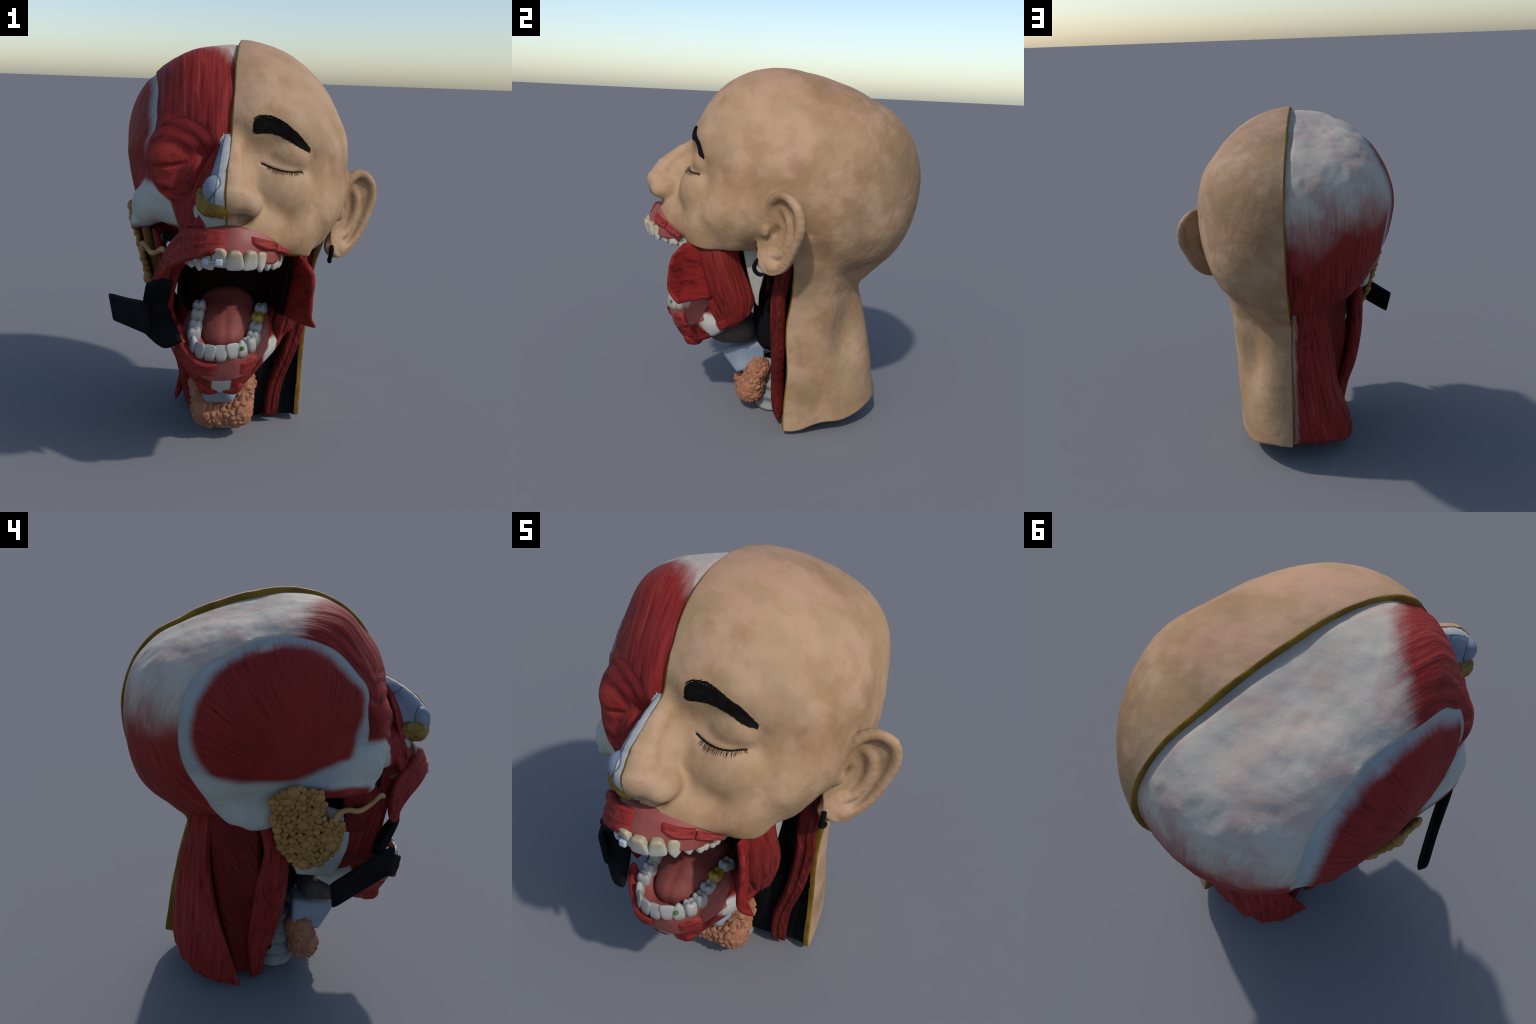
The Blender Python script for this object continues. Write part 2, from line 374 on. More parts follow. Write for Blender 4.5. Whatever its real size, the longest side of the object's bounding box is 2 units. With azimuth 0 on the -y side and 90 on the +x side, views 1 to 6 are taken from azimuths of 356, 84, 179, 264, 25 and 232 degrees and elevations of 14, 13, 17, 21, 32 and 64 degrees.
# ear: plane with axes up, outward, facing
EO = np.array([.467, -.12, 1.204]); EU = np.array([.255, .125, .959]); EW = np.array([.744, .61, -.275]); EN = np.array([.619, -.784, -.063])
def ear_field(P):
    far = np.linalg.norm(P - np.array([.55, -.06, 1.2]), axis=-1) - .30
    near = far < .12; out = np.maximum(far, .1)
    if near.any(): out[near] = ear_shape(P[near])
    return out
def ear_shape(P):
    q = P - EO; w, u, n = q @ EW / 1.03, q @ EU / .965, q @ EN
    Q = np.stack([w, u, n], -1)
    r = np.sqrt(((w - .07) / .13) ** 2 + (u / .222) ** 2)
    n0 = -.045 * np.clip(1 - r * r, 0, 1) + .0
    plate = np.maximum(np.abs(n - n0) * .8 - .011, (r - 1) * .12)
    rim = chain(Q, cord([(-.035, .10, -.005, .022), (-.015, .16, .0, .024), (.03, .205, .0, .024), (.09, .212, .0, .024), (.158, .18, .0, .025), (.193, .11, .0, .025), (.192, .02, .0, .022),
                    (.17, -.08, 0, .018), (.135, -.15, 0, .017), (.08, -.195, 0, .02)], 22), .003)
    d = smin(plate, rim, .014)
    d = smin(d, ellipsoid(Q, (.03, -.185, -.005), (.065, .05, .022)), .03)                                          # lobe
    d = smin(d, chain(Q, cord([(.05, .135, -.03, .014), (.10, .09, -.025, .02), (.125, .0, -.022, .02), (.095, -.10, -.02, .018), (.04, -.125, -.015, .018)], 12), .003), .02)  # antihelix
    d = smin(d, chain(Q, [(-.02, .095, -.015, .016), (.03, .05, -.04, .012), (.06, .035, -.045, .008)], .02), .018)  # crus
    d = smin(d, ellipsoid(Q, (-.012, -.015, .004), (.022, .035, .022)), .02)                                         # tragus
    return smax(d, -ellipsoid(Q, (.018, .0, -.028), (.022, .035, .028)), .015)
JAW_Y, JAW_Z = [-.80, -.72, -.68, -.62, -.52, -.40, -.166, -.05], [1.232, 1.228, 1.203, 1.15, 1.073, 1.048, 1.062, 1.06]       # lower edge of the face skin
EDGE_Z, EDGE_Y = [0, .1, .37, .64, .82, .95, 1.1], [.03, .022, .03, .012, .03, .03, .0]                                     # front edge of the neck skin
def jaw_cut(y): return spline(JAW_Y, JAW_Z, y)
def skin_cut(P):
    """positive outside the skin half: median plane, mouth edge, neck edge"""
    X, Y, Z = to_local(P); x, y, z = P[..., 0], P[..., 1], P[..., 2]
    front = spline(EDGE_Z, EDGE_Y, z)
    low = np.minimum((jaw_cut(y) - z) * .9, front - y)
    zb = .028 + .04 * sstep(.05, .3, y) + .08 * sstep(.3, .62, y) + .010 * np.sin(y * 19 + x * 11) * sstep(.04, .15, y)
    return smax(smax(-X + .003 * np.sin(Z * 17 + Y * 9), low, .008), zb - z, .02)
def skin_outer(P):
    return smin(skin_head(P), neck_skin(P), .04)
def skin_field(P):
    o = skin_outer(P)
    d = smax(o, skin_cut(P), .008)
    hollow = smax(o + .028, np.maximum(P[..., 1] - .05, P[..., 2] - .98), .02)
    d = smax(d, -hollow, .008)
    return smin(d, ear_field(P), .018)

# ------------------------------------------------------------------ exposed half
TEMP_C = (.06, 1.50)                                                       # centre of the temple oval, world y, z
TEMP_ANG = [-3.15, -2.7, -2.36, -2.1, -1.84, -1.43, -.98, -.65, -.49, -.2, .05, .22, .48, .8, 1.1, 1.5, 1.8, 2.2, 2.55, 2.9, 3.15]
TEMP_OUT = [.424, .452, .474, .53, .58, .60, .60, .50, .45, .418, .40, .418, .392, .375, .357, .341, .336, .348, .393, .419, .424]     # outer edge of the pale rim
TEMP_IN = [.377, .387, .37, .335, .292, .275, .288, .344, .380, .372, .382, .392, .360, .342, .330, .319, .313, .321, .341, .363, .377]    # edge of the red fan
def temple(y, z):
    a = np.arctan2(z - TEMP_C[1], -(y - TEMP_C[0])); r = np.hypot(z - TEMP_C[1], y - TEMP_C[0])
    return r, spline(TEMP_ANG, TEMP_OUT, a), spline(TEMP_ANG, TEMP_IN, a)
def flesh_cut(P):
    X, Y, Z = to_local(P)
    zc = spline([-.80, -.60, -.50, -.44, -.36, -.20, -.10, .0, .1, .2, .35, .45, .8], [1.20, 1.19, 1.185, 1.18, 1.12, 1.095, 1.06, .95, .93, .98, .95, .92, .915], Y)
    zc = zc + .20 * np.clip(-X - .02, 0, .4) * sstep(.25, .42, Y)                                # the scalp ends in a ledge above the neck
    return smax(X - .03, (zc - Z), .012)
NOSE_R = np.array([.88, 1, 1])
TIP = (.048, -.698, 1.385)
def flesh_field(P):
    X, Y, Z = to_local(P); Q = np.stack([np.abs(X), Y, Z], -1)
    d = skull(X, Y, Z, FLESH_SHAPE)
    d = smax(d, skull(X, Y, Z, SKIN_SHAPE) + .010 + .010 * sstep(-.35, -.1, Y) - .8 * np.clip(-X - .02, 0, 1), .01)        # stays under the skin edge at the median
    d = d - .045 * np.exp(-((X + .20) / .14) ** 2 - ((Y + .27) / .13) ** 2 - ((Z - 1.86) / .12) ** 2)     # full brow dome
    d = d + .034 * np.exp(-((X + .15) / .14) ** 2 - ((Y - .22) / .24) ** 2) * (Z > 1.6)               # flatter crown
    r, ro, ri = temple(P[..., 1], P[..., 2]); side = sstep(-.25, -.38, X)
    rim = sstep(ro + .010, ro - .004, r) * sstep(ri - .03, ri + .03, r)
    d = d + side * .010 * rim * sstep(1.15, 1.25, Z)                                          # pale rim lies a little lower than scalp and muscle
    d = d + .022 * np.exp(-((X + .17) / .12) ** 2 - ((Y - .52) / .12) ** 2 - ((Z - .99) / .07) ** 2)
    d = smin(d, ellipsoid(Q, (.235, -.40, 1.44), (.15, .090, .165)), .06)                    # ring muscle of the eye
    d = smin(d, ellipsoid(Q, (.20, -.42, 1.31), (.17, .10, .15)), .05)                         # front of the cheek
    d = smin(d, ellipsoid(Q, (.38, -.345, 1.25), (.075, .115, .10)), .06)                      # cheekbone
    d = smin(d, ellipsoid(Q, (.43, -.22, 1.175), (.045, .20, .05)), .03)                       # cheek arch
    d = smin(d, ellipsoid(Q, (0, -.45, 1.24), (.24, .215, .17)), .05)                          # upper jaw
    d = smin(d, ellipsoid(Q, (.40, .12, 1.035), (.05, .14, .085)), .08)                          # mastoid
    d = smax(d, -ellipsoid(Q, (.15, -.575, 1.60), (.08, .06, .050)), .05)                    # hollow beside the nose root
    d = smin(d, ellipsoid(Q, (.275, -.417, 1.475), (.088, .080, .062)), .035)                   # eyeball
    e = np.hypot((X - EYE_R[0]) / 1.15, Z - EYE_R[1]); m = sstep(.24, .17, e) * sstep(-.25, -.35, Y)
    d = d + m * .0016 * np.sin(e * 105)
    sl = np.abs(Z - 1.445 - .8 * (X + .30) ** 2 - .1 * (X + .3)); on = sstep(-.355, -.33, X) * sstep(-.17, -.20, X) * sstep(-.3, -.4, Y)
    d = d + .012 * on * np.exp(-(sl / .008) ** 2)
    d = smin(d, ellipsoid(Q, (.145, -.475, 1.42), (.06, .065, .07)), .04)                      # bone beside the nose
    d = smin(d, nose_field(Q * NOSE_R, .004, False), .02)
    tip = ellipsoid(Q, TIP, (.046, .046, .056)); d = smin(d, tip, .006)                        # cartilage of the nose tip
    nose = (nose_field(Q * NOSE_R, .004, False) < .01) & (Y < -.50)
    d = d + nose * .005 * np.exp(-((Z + .55 * Y - 1.20) / .005) ** 2) * (Q[..., 0] > .03)
    return smax(d, flesh_cut(P), .015)

# ------------------------------------------------------------------ materials
def skin_material():
    T = Tree('skin', .62, .15)
    a = T.noise(None, 3.2, 4, .55); b = T.noise(T.vec(T.x + 5, T.y, T.z), 6, 4, .6); c = T.noise(T.vec(T.x, T.y + 9, T.z), 2.4, 3, .5); g = T.noise(None, 55, 3, .6); h = T.noise(T.vec(T.x, T.y, T.z + 31), 11, 4, .6)
    col = T.mix(a.step(.34, .66), (0.294, 0.176, 0.091), (0.357, 0.234, 0.136))  # skin tones lowered slightly, baking in the partial shade on the face front
    col = T.mix(b.step(.44, .62) * .9, col, (0.392, 0.249, 0.156))
    col = T.mix(c.step(.50, .72) * .5, col, (0.231, 0.121, 0.054))
    d = T.noise(T.vec(T.x, T.y, T.z + 20), 3.6, 3, .5); col = T.mix(d.step(.52, .74) * .5, col, (0.200, 0.139, 0.079))
    col = T.mix(h.step(.48, .70) * .45, col, (0.294, 0.163, 0.091))
    col = T.mix(T.z.step(1.78, 2.0) * b.step(.35, .65) * .6, col, (0.361, 0.200, 0.128))
    col = T.mix(g.step(.62, .8) * .25, col, (0.186, 0.098, 0.048))
    gold = T.mix(b.step(.4, .6), (.22, .125, .012), (.15, .080, .007))
    neck = (T.y - (T.z / 2.0).curve([(z / 2, y) for z, y in zip(EDGE_Z, EDGE_Y)])).step(.0075, .0045) * T.z.step(1.02, 1.0) * T.x.step(.18, .2) * T.x.step(.392, .38)
    jaw = (T.z - (T.y + 1.0).curve([(y + 1, z) for y, z in zip(JAW_Y, JAW_Z)])).step(.007, .004) * T.y.step(-.10, -.12) * T.x.step(.40, .385)
    col = T.mix(T.X.step(.0095, .0065).max(neck).max(jaw), col, gold)                         # cut edges show the fat layer
    return T.done(col, g * .35 + b + h * .6, .008, .45)
def flesh_material():
    """muscle half: frontal, temporal and occipital muscle, pale scalp sheet, cheekbone"""
    T = Tree('exposed_flesh', .65, .12)
    X, Y, Z = T.X, T.Y, T.z
    n1 = T.noise(None, 7, 4, .6); n2 = T.noise(None, 22, 4, .6); n3 = T.noise(None, 3, 3, .5)
    vert = T.noise(T.vec(T.x * 55, T.y * 4, T.z * 4), 1, 3, .6)                        # streaks along the brow-to-crown direction
    sheet = T.mix(n1.step(.40, .68), (.43, .385, .325), (.42, .315, .27)); sheet = T.mix(n2.step(.55, .8) * .3, sheet, (.37, .35, .32))
    red = red_of(T, vert * .75 + n3 * .25)
    # frontal muscle ends in a ragged edge on top, occipital muscle on the back
    fr = (Y * -1.0 + X.abs() * .63 + (vert - .5) * .07 + (n1 - .5) * .12 + (n3 - .5) * .12).step(.23, .37)
    oc = ((Z * -1.0) + (vert - .5) * .22 + (n3 - .5) * .4 + (n1 - .5) * .2 + 1.45).step(-.24, .13) * Y.step(.1, .3)
    col = T.mix(fr.max(oc), sheet, red)
    # temple: angle and radius about the fan centre
    dy, dz = T.y * -1.0 + TEMP_C[0], Z - TEMP_C[1]
    ang = dz.atan2(dy); rad = (dy * dy + dz * dz).sqrt(); u = ang * (1 / 6.3) + .5
    ro = u.curve([(a / 6.3 + .5, v) for a, v in zip(TEMP_ANG, TEMP_OUT)]); ri = u.curve([(a / 6.3 + .5, v) for a, v in zip(TEMP_ANG, TEMP_IN)])
    side = X.step(-.25, -.33)
    fz, fy = dz + .30, dy - .16                                                        # fibres converge low in front
    fan = T.noise(T.vec(fz.atan2(fy) * 52.0, rad * 5.0, X * 4.0), 1, 3, .6)
    ring = T.mix(n1.step(.35, .7), (.29, .315, .32), (.35, .365, .355))
    tred = red_of(T, fan * .5 + n3 * .25 + .125)
    fanm = (ri - rad + (fan - .5) * .022 + (n1 - .5) * .04).step(-.026, .026); tcol = T.mix(fanm, ring, tred)
    bone = T.mix(n1.step(.3, .7), (.37, .365, .33), (.43, .42, .38))
    tcol = T.mix((Z * -1.0 + Y * .15 + 1.21 + (n3 - .5) * .06).step(-.03, .03) * Y.step(-.15, .0), tcol, bone)
    inside = (ro - rad).step(-.004, .004) * side
    col = T.mix(inside, col, tcol)
    # face: cheekbone pale, eye ring red with concentric fibres
    ex, ez = (X - float(EYE_R[0])) * .87, Z - float(EYE_R[1]); er = (ex * ex + ez * ez).sqrt()
    cir = T.noise(T.vec(er * 52.0, ez.atan2(ex) * 1.5, 0.0), 1, 3, .6)
    ered = red_of(T, cir * .7 + n3 * .3); ered = T.mix(er.step(.105, .07) * .55, ered, (.33, .035, .028))
    face = Y.step(-.20, -.30)
    cheek = (Z * -1.0 + 1.37).step(-.02, .02) * face * (X + (Z - 1.25) * .35).step(-.225, -.245) * (1.0 - fanm * side)
    col = T.mix(cheek, col, bone)
    gx_, gz_ = (X + .21) / .158, (Z - 1.475) / .18; lid = ((gx_ * gx_ + gz_ * gz_).sqrt() + (n1 - .5) * .12).step(1.04, .97) * face
    col = T.mix(lid, col, ered)
    col = T.mix((Z - X.abs() * 1.5 + (n1 - .5) * .03).step(1.885, 1.90) * Y.step(-.1, -.2), col, sheet)    # pale corner at the crown
    # below the cheekbone: chewing-muscle stump, red
    low = (Z * -1.0 + 1.185 + (vert - .5) * .05).step(-.02, .015) * Y.step(-.42, -.38) * Y.step(-.08, -.12)
    col = T.mix(low, col, red)
    # upper jaw between nose and cheek: red straps over bone
    jaw = (X + (Z - 1.25) * .35).step(-.245, -.225) * (Z * -1.0 + 1.42).step(-.03, .03) * face * (1.0 - lid)
    col = T.mix(jaw, col, T.mix(X.step(-.145, -.135) * (Z * -1.0 + 1.30).step(-.01, .01), red, bone))
    redm = fr.max(oc) * (1.0 - inside) * (1.0 - lid); lumps = (n1 * .7 + n2 * .3) * (1.0 - redm)
    return T.done(col, lumps * (1.0 - lid) + vert * redm + fan * inside * .6 + cir * lid * .5, .014, .55)

M_SKIN = skin_material(); M_FLESH = flesh_material()
def nose_material():
    T = Tree('nose_cartilage', .55, .2); n = T.noise(None, 9, 3, .6); X, Y, Z = T.X, T.Y, T.z
    blue = T.mix(n.step(.3, .7), (.15, .185, .25), (.21, .245, .30)); white = T.mix(n.step(.3, .7), (.36, .365, .36), (.42, .42, .40))
    e = ((X.abs() - TIP[0]) / .046) ; f = (Y - TIP[1]) / .046; g = (Z - TIP[2]) / .056; tip = (e * e + f * f + g * g).sqrt()
    strip = (X + (n - .5) * .012 - (Z - 1.45) * .06).step(-.034, -.030)
    col = T.mix(strip.max(Z.step(1.545, 1.565)), blue, white)
    crack = (X + (n - .5) * .012 - (Z - 1.45) * .06 + .034).abs().step(.0035, .001).max((tip - 1.08).abs().step(.07, .02)).max((Z + Y * .55 - 1.20).abs().step(.004, .001) * X.step(-.03, -.035))
    return T.done(T.mix(crack * .75, col, (.05, .06, .08)), n, .006, .2)
M_NOSE = nose_material()
M_FAT = plain('fat_layer', (.24, .135, .014), (.16, .085, .008), 14)
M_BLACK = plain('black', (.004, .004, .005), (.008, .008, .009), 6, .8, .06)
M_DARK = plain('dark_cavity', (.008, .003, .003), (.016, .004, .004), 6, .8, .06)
M_BONE = plain('bone', (.39, .38, .345), (.32, .31, .28), 7)
M_CART = plain('cartilage', (.15, .185, .25), (.22, .255, .31), 7, .55, .25)
M_GUM = plain('gum', (.26, .068, .058), (.20, .045, .038), 9, .5, .3)
def tooth_material(name, tip, body, root):
    T = Tree(name, .4, .35); f = T.noise(T.vec(T.x, T.y, T.z + T.random() * 40.0), 4, 3, .6)
    c = T.mix((T.z + (f - .5) * .3).step(-.40, .05), root, body); c = T.mix((T.z + (f - .5) * .3).step(.15, .5), c, tip)
    return T.done(c, f, .01, .06)
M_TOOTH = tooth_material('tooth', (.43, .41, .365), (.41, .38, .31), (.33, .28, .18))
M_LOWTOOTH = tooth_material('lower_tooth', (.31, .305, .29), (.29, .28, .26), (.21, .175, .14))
M_GOLDTOOTH = plain('gold_tooth', (.40, .27, .03), (.28, .17, .015), 14, .3, .5)
M_METAL = plain('brace', (.42, .46, .54), (.33, .37, .45), 20, .3, .6)
M_TONGUE = plain('tongue', (.22, .055, .045), (.15, .034, .028), 8, .6, .2)  # base colour darkened for the shadow inside the mouth
M_GLAND = plain('thyroid_gland', (.33, .15, .088), (.24, .10, .055), 16)
M_TRACHEA = plain('trachea', (.17, .20, .21), (.26, .25, .22), 12)
M_LOBULE = None
def lobule_material():
    T = Tree('salivary_gland', .6, .2); r = T.random(); f = T.noise(None, 10, 2)
    return T.done(T.mix(r, (.24, .118, .028), (.33, .18, .055)), f, .003, .1)
M_LOBULE = lobule_material()
def jaw_material():
    T = Tree('jaw'); n = T.noise(None, 12, 3, .6); f = T.noise(T.along((.3, .8, .5), 60, 5), 1, 3, .6)
    left = (T.x + (n - .5) * .05).step(.085, .10) * (T.x + (n - .5) * .05).step(.155, .145) * T.z.step(.66, .63)
    chin = (T.x + .11 + (n - .5) * .02).abs().step(.048, .036) * T.z.step(.57, .56); right = T.x.step(-.335, -.345)
    red = red_of(T, f, (.06, .005, .005), (.17, .014, .012), (.26, .03, .028))
    return T.done(T.mix(left.max(chin).max(right), red, T.mix(n.step(.3, .7), (.44, .43, .39), (.36, .35, .315))), n, .006, .2)
M_JAW = jaw_material()
M_HAIR = plain('hair', (.006, .005, .005), (.012, .010, .009), 30, .85, .03)
M_VERT = muscle('muscle_upright', (0, 0, 1)); 
M_TRAP = muscle('muscle_back_of_neck', (.15, -.1, 1), pale=lambda T, c, f: T.mix((T.X + (f - .5) * .05).step(-.034, -.006), c, (.38, .22, .19)))
M_SCMR = muscle('muscle_side_of_neck', (.12, -.1, 1)); M_SCML = muscle('muscle_neck_strap', (-.3, .0, 1), (.02, .003, .003), (.095, .009, .008), (.22, .030, .028))
M_DEEP = muscle('muscle_deep_neck', (.1, .6, .7), (.05, .004, .004), (.13, .01, .01), (.2, .02, .02))
M_MASS = muscle('chewing_muscle', (.0, .30, -1), mid=(.16, .015, .012), light=(.25, .032, .027))
M_FLAP = muscle('cheek_muscle', (.1, 1, -.15), mid=(.19, .013, .011), light=(.27, .03, .027), hi=35)
M_ORIS = muscle('lip_muscle', (1, .4, -.1), hi=45, lo=6, mid=(.21, .022, .02)); M_CHIN = muscle('chin_muscle', (.1, .4, 1), mid=(.22, .02, .017))

# ------------------------------------------------------------------ build
ROOT = bpy.data.objects.new('anatomical_head', None); bpy.context.scene.collection.objects.link(ROOT)
ROOT['label'] = 'anatomical head model, half skin and half exposed muscles, mouth open'; ROOT['category'] = 'anatomy model'

# skin half
V, F = mesh_field(skin_field, (-.13, -.80, -.02), (.72, .84, 2.04), .0065)
V = V + vertex_normals(V, F) * (.0022 * fbm(V * 8, 2) + .0010 * fbm(V * 26 + 3, 2))[:, None]          # soft dents
cen = V[F].mean(1)
cut = skin_cut(cen); outer = skin_outer(cen); earq = ear_field(cen) < .004
lab = np.where(cen[:, 2] < .86 + .1 * (cen[:, 1] < .2), 1, 0)
q = cen - EO
lab = np.where(earq & (cen[:, 0] > .40) & ((outer > .006)), 2, lab)
lab = np.where((cut > -.003) & (outer < .0) & (lab != 2), 3, lab)
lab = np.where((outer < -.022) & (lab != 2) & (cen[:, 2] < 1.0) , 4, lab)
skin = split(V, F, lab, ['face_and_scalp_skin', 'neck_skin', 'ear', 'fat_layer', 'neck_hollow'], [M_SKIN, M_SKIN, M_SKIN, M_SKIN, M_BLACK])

# exposed half
V, F = mesh_field(flesh_field, (-.70, -.80, .85), (.08, .84, 2.0), .0065)
X, Y, Z = to_local(V); Nn = vertex_normals(V, F)
# relief: fibres and the uneven scalp sheet
r, ro, ri = temple(V[:, 1], V[:, 2]); side = sstep(-.25, -.33, X) * sstep(ro, ro - .01, r)
fanA = np.arctan2(V[:, 2] - TEMP_C[1] + .30, -(V[:, 1] - TEMP_C[0]) - .16)
fan = noise(np.stack([fanA * 26, r * 3, X * 3], 1)); up = fbm(np.stack([V[:, 0] * 42, V[:, 1] * 3, V[:, 2] * 3], 1), 2)
lumpy = fbm(V * 13, 2)
fr = sstep(.25, .35, -Y + .63 * np.abs(X)); oc = sstep(-.16, .12, 1.40 - Z) * sstep(.1, .3, Y); red = np.maximum(fr, oc) * (Z > 1.0)
tem = side * sstep(ri + .02, ri - .02, r)
D = np.where(tem > .5, .0016 * fan, 0) + (1 - side) * (.0026 * up * red + .0046 * lumpy * (1 - red) * sstep(-.02, -.08, X)) * (Y > -.42)
V = V + Nn * D[:, None]
cen = V[F].mean(1); X, Y, Z = to_local(cen); r, ro, ri = temple(cen[:, 1], cen[:, 2]); sd = X < -.29
lab = np.zeros(len(F), int)
lab[(1.40 - Z > -.02) & (Y > .2)] = 1
lab[(-Y + .63 * np.abs(X) > .30) & (Y < 0)] = 2
lab[sd & (r < ro)] = 3; lab[sd & (r < ri)] = 4
lab[(Z < 1.21) & (Y > -.08) & (sd | (Z < 1.0))] = np.where((Y > .35), 1, 5)[(Z < 1.21) & (Y > -.08) & (sd | (Z < 1.0))]
er = np.hypot((X - EYE_R[0]) * .87, Z - EYE_R[1]); lab[(Z < 1.37) & (Y < -.08) & (X < -.25)] = 6
lab[(np.hypot((X + .21) / .158, (Z - 1.475) / .18) < 1) & (Y < -.25)] = 7
lab[(Z < 1.165) & (Y > -.42) & (Y < -.08)] = 8
lab[(X > -.285) & (Z < 1.40) & (Y < -.25) & (lab != 7)] = 9
Qc = np.stack([np.abs(X), Y, Z], -1)
nz = (nose_field(Qc * NOSE_R, .004, False) < .006) & (Y < -.50); lab[nz] = 10; lab[nz & (X < -.022)] = 11; lab[ellipsoid(Qc, TIP, (.046, .046, .056)) < .004] = 12
split(V, F, lab, ['scalp_sheet', 'occipital_muscle', 'frontal_muscle', 'temple_sheet', 'temple_muscle', 'mastoid_bone', 'cheekbone', 'eye_ring_muscle', 'chewing_muscle_stump', 'maxilla', 'nose_bone', 'nose_cartilage', 'nose_tip_cartilage'],
      [M_FLESH] * 10 + [M_NOSE] * 3)

# ------------------------------------------------------------------ nose, exposed side
def pebble(name, c, r, mat, rot=None, amp=0.0, sc=20, n=40, ex=1.0, parent=None):
    v, f = ball(n, int(n * .7), ex); v = v * np.array(r)
    if rot is not None: v = v @ np.array(rot)
    v = v + np.array(c)
    if amp:
        nn = v - np.array(c); nn /= np.linalg.norm(nn, axis=1, keepdims=True); v = v + nn * (amp * fbm(v * sc, 3))[:, None]
    return add(name, v, f, mat, parent)
def axes(d, up=(0, 0, 1)):
    """rows: direction d, sideways, the remaining one"""
    d = np.array(d, float); d /= np.linalg.norm(d); s = np.cross(d, up); s /= np.linalg.norm(s); return np.array([d, s, np.cross(s, d)])
M_NOSEFAT = plain('nose_fat', (.24, .15, .022), (.13, .075, .008), 30, .55, .3, .6)
V, F = mesh_field(lambda P: chain(P, [(-.192, -.615, 1.338, .042), (-.175, -.665, 1.322, .050), (-.125, -.705, 1.316, .044)], .02) + .006 * fbm(P * 45, 2), (-.27, -.78, 1.24), (-.07, -.54, 1.41), .005)
add('nose_fat', V, F, M_NOSEFAT)
slab('nose_strap_muscle', [[(-.145, -.515, 1.56), (-.115, -.535, 1.56)], [(-.225, -.545, 1.43), (-.170, -.585, 1.43)], [(-.27, -.575, 1.30), (-.205, -.615, 1.30)], [(-.28, -.61, 1.215), (-.20, -.66, 1.215)]],
     .022, M_VERT, 60, 24, ('u', 5, .003), edge=.2)
slab('lip_raising_muscle', [[(-.325, -.47, 1.33), (-.28, -.51, 1.33), (-.24, -.53, 1.33)], [(-.315, -.52, 1.25), (-.28, -.565, 1.25), (-.235, -.60, 1.25)], [(-.312, -.57, 1.16), (-.275, -.625, 1.165), (-.22, -.67, 1.19)]],
     .03, M_VERT, 50, 50, ('u', 8, .004), edge=.15)

# ------------------------------------------------------------------ mouth
arch_up = [[(.14, -.44, 1.15), (.142, -.455, 1.10), (.14, -.47, 1.04)], [(.115, -.54, 1.165), (.124, -.56, 1.11), (.122, -.56, 1.05)], [(.07, -.62, 1.20), (.085, -.648, 1.13), (.083, -.648, 1.065)], [(-.005, -.66, 1.225), (.01, -.695, 1.15), (.015, -.70, 1.075)],
           [(-.09, -.675, 1.24), (-.08, -.725, 1.16), (-.075, -.735, 1.085)], [(-.19, -.66, 1.22), (-.185, -.70, 1.15), (-.18, -.71, 1.085)], [(-.25, -.60, 1.18), (-.245, -.63, 1.13), (-.24, -.635, 1.065)], [(-.30, -.52, 1.13), (-.29, -.525, 1.09), (-.28, -.53, 1.04)]]
slab('gum', arch_up, .055, M_GUM, 90, 40, lump=.002, edge=.12, inset=.6)
slab('lip_muscle', [[(-.107, -.710, 1.222), (-.106, -.750, 1.136)], [(-.19, -.695, 1.225), (-.18, -.738, 1.12)], [(-.28, -.625, 1.205), (-.265, -.68, 1.085)], [(-.345, -.53, 1.12), (-.34, -.595, 1.03)],
                          [(-.385, -.50, 1.02), (-.375, -.55, .985)], [(-.425, -.52, .955), (-.40, -.535, .94)]], .04, M_ORIS, 90, 40, ('u', 7, .004), edge=.1, inset=.4)
slab('lip_muscle_stub', [[(-.002, -.700, 1.202), (.004, -.718, 1.172)], [(.058, -.682, 1.185), (.06, -.705, 1.145)], [(.112, -.640, 1.165), (.114, -.66, 1.13)]], .034, M_ORIS, 40, 30, ('u', 5, .002), edge=.2)
slab('lip_muscle_stub', [[(.115, -.64, 1.155), (.115, -.655, 1.125)], [(.152, -.605, 1.13), (.152, -.615, 1.11)], [(.185, -.56, 1.10), (.18, -.57, 1.085)]], .028, M_ORIS, 30, 24, ('u', 4, .002), edge=.2)

def tooth_mesh(kind, mat):
    v, f = ball(28, 20, .55 if kind in ('incisor', 'cutter') else .7); x, y, z = v.T.copy()
    if kind in ('incisor', 'cutter'):
        x = x * (1 + .22 * z) ; y = y * (.72 - .42 * z) + .12 * (1 - z)
    elif kind == 'canine':
        x = x * (1 - .12 * z - .25 * np.clip(z, 0, 1) ** 2); y = y * (.85 - .25 * z); z = z + .18 * np.clip(z, 0, 1) * np.exp(-(x / .3) ** 2)
    else:
        top = sstep(.3, .9, z); x = x * (1 + .06 * z); y = y * (1 + .05 * z)
        z = z - top * .22 * (np.exp(-((x / .28) ** 2)) + np.exp(-(y / .3) ** 2) - .5)
    return make_mesh('tooth_' + kind, np.stack([x, y, z], 1) * .5, f, mat)
TM = {}
def put_tooth(p, w, d, h, ang, kind, mat, up, tilt=0.0, name='tooth'):
    key = (kind, mat.name)
    if key not in TM: TM[key] = tooth_mesh(kind, mat)
    o = bpy.data.objects.new(name, TM[key]); o.scale = (w, d, h); o.rotation_euler = (tilt if up else math.pi + tilt, 0, ang)
    o.location = (p[0], p[1], p[2] + (-h / 2 if up else h / 2)); link(o); return o
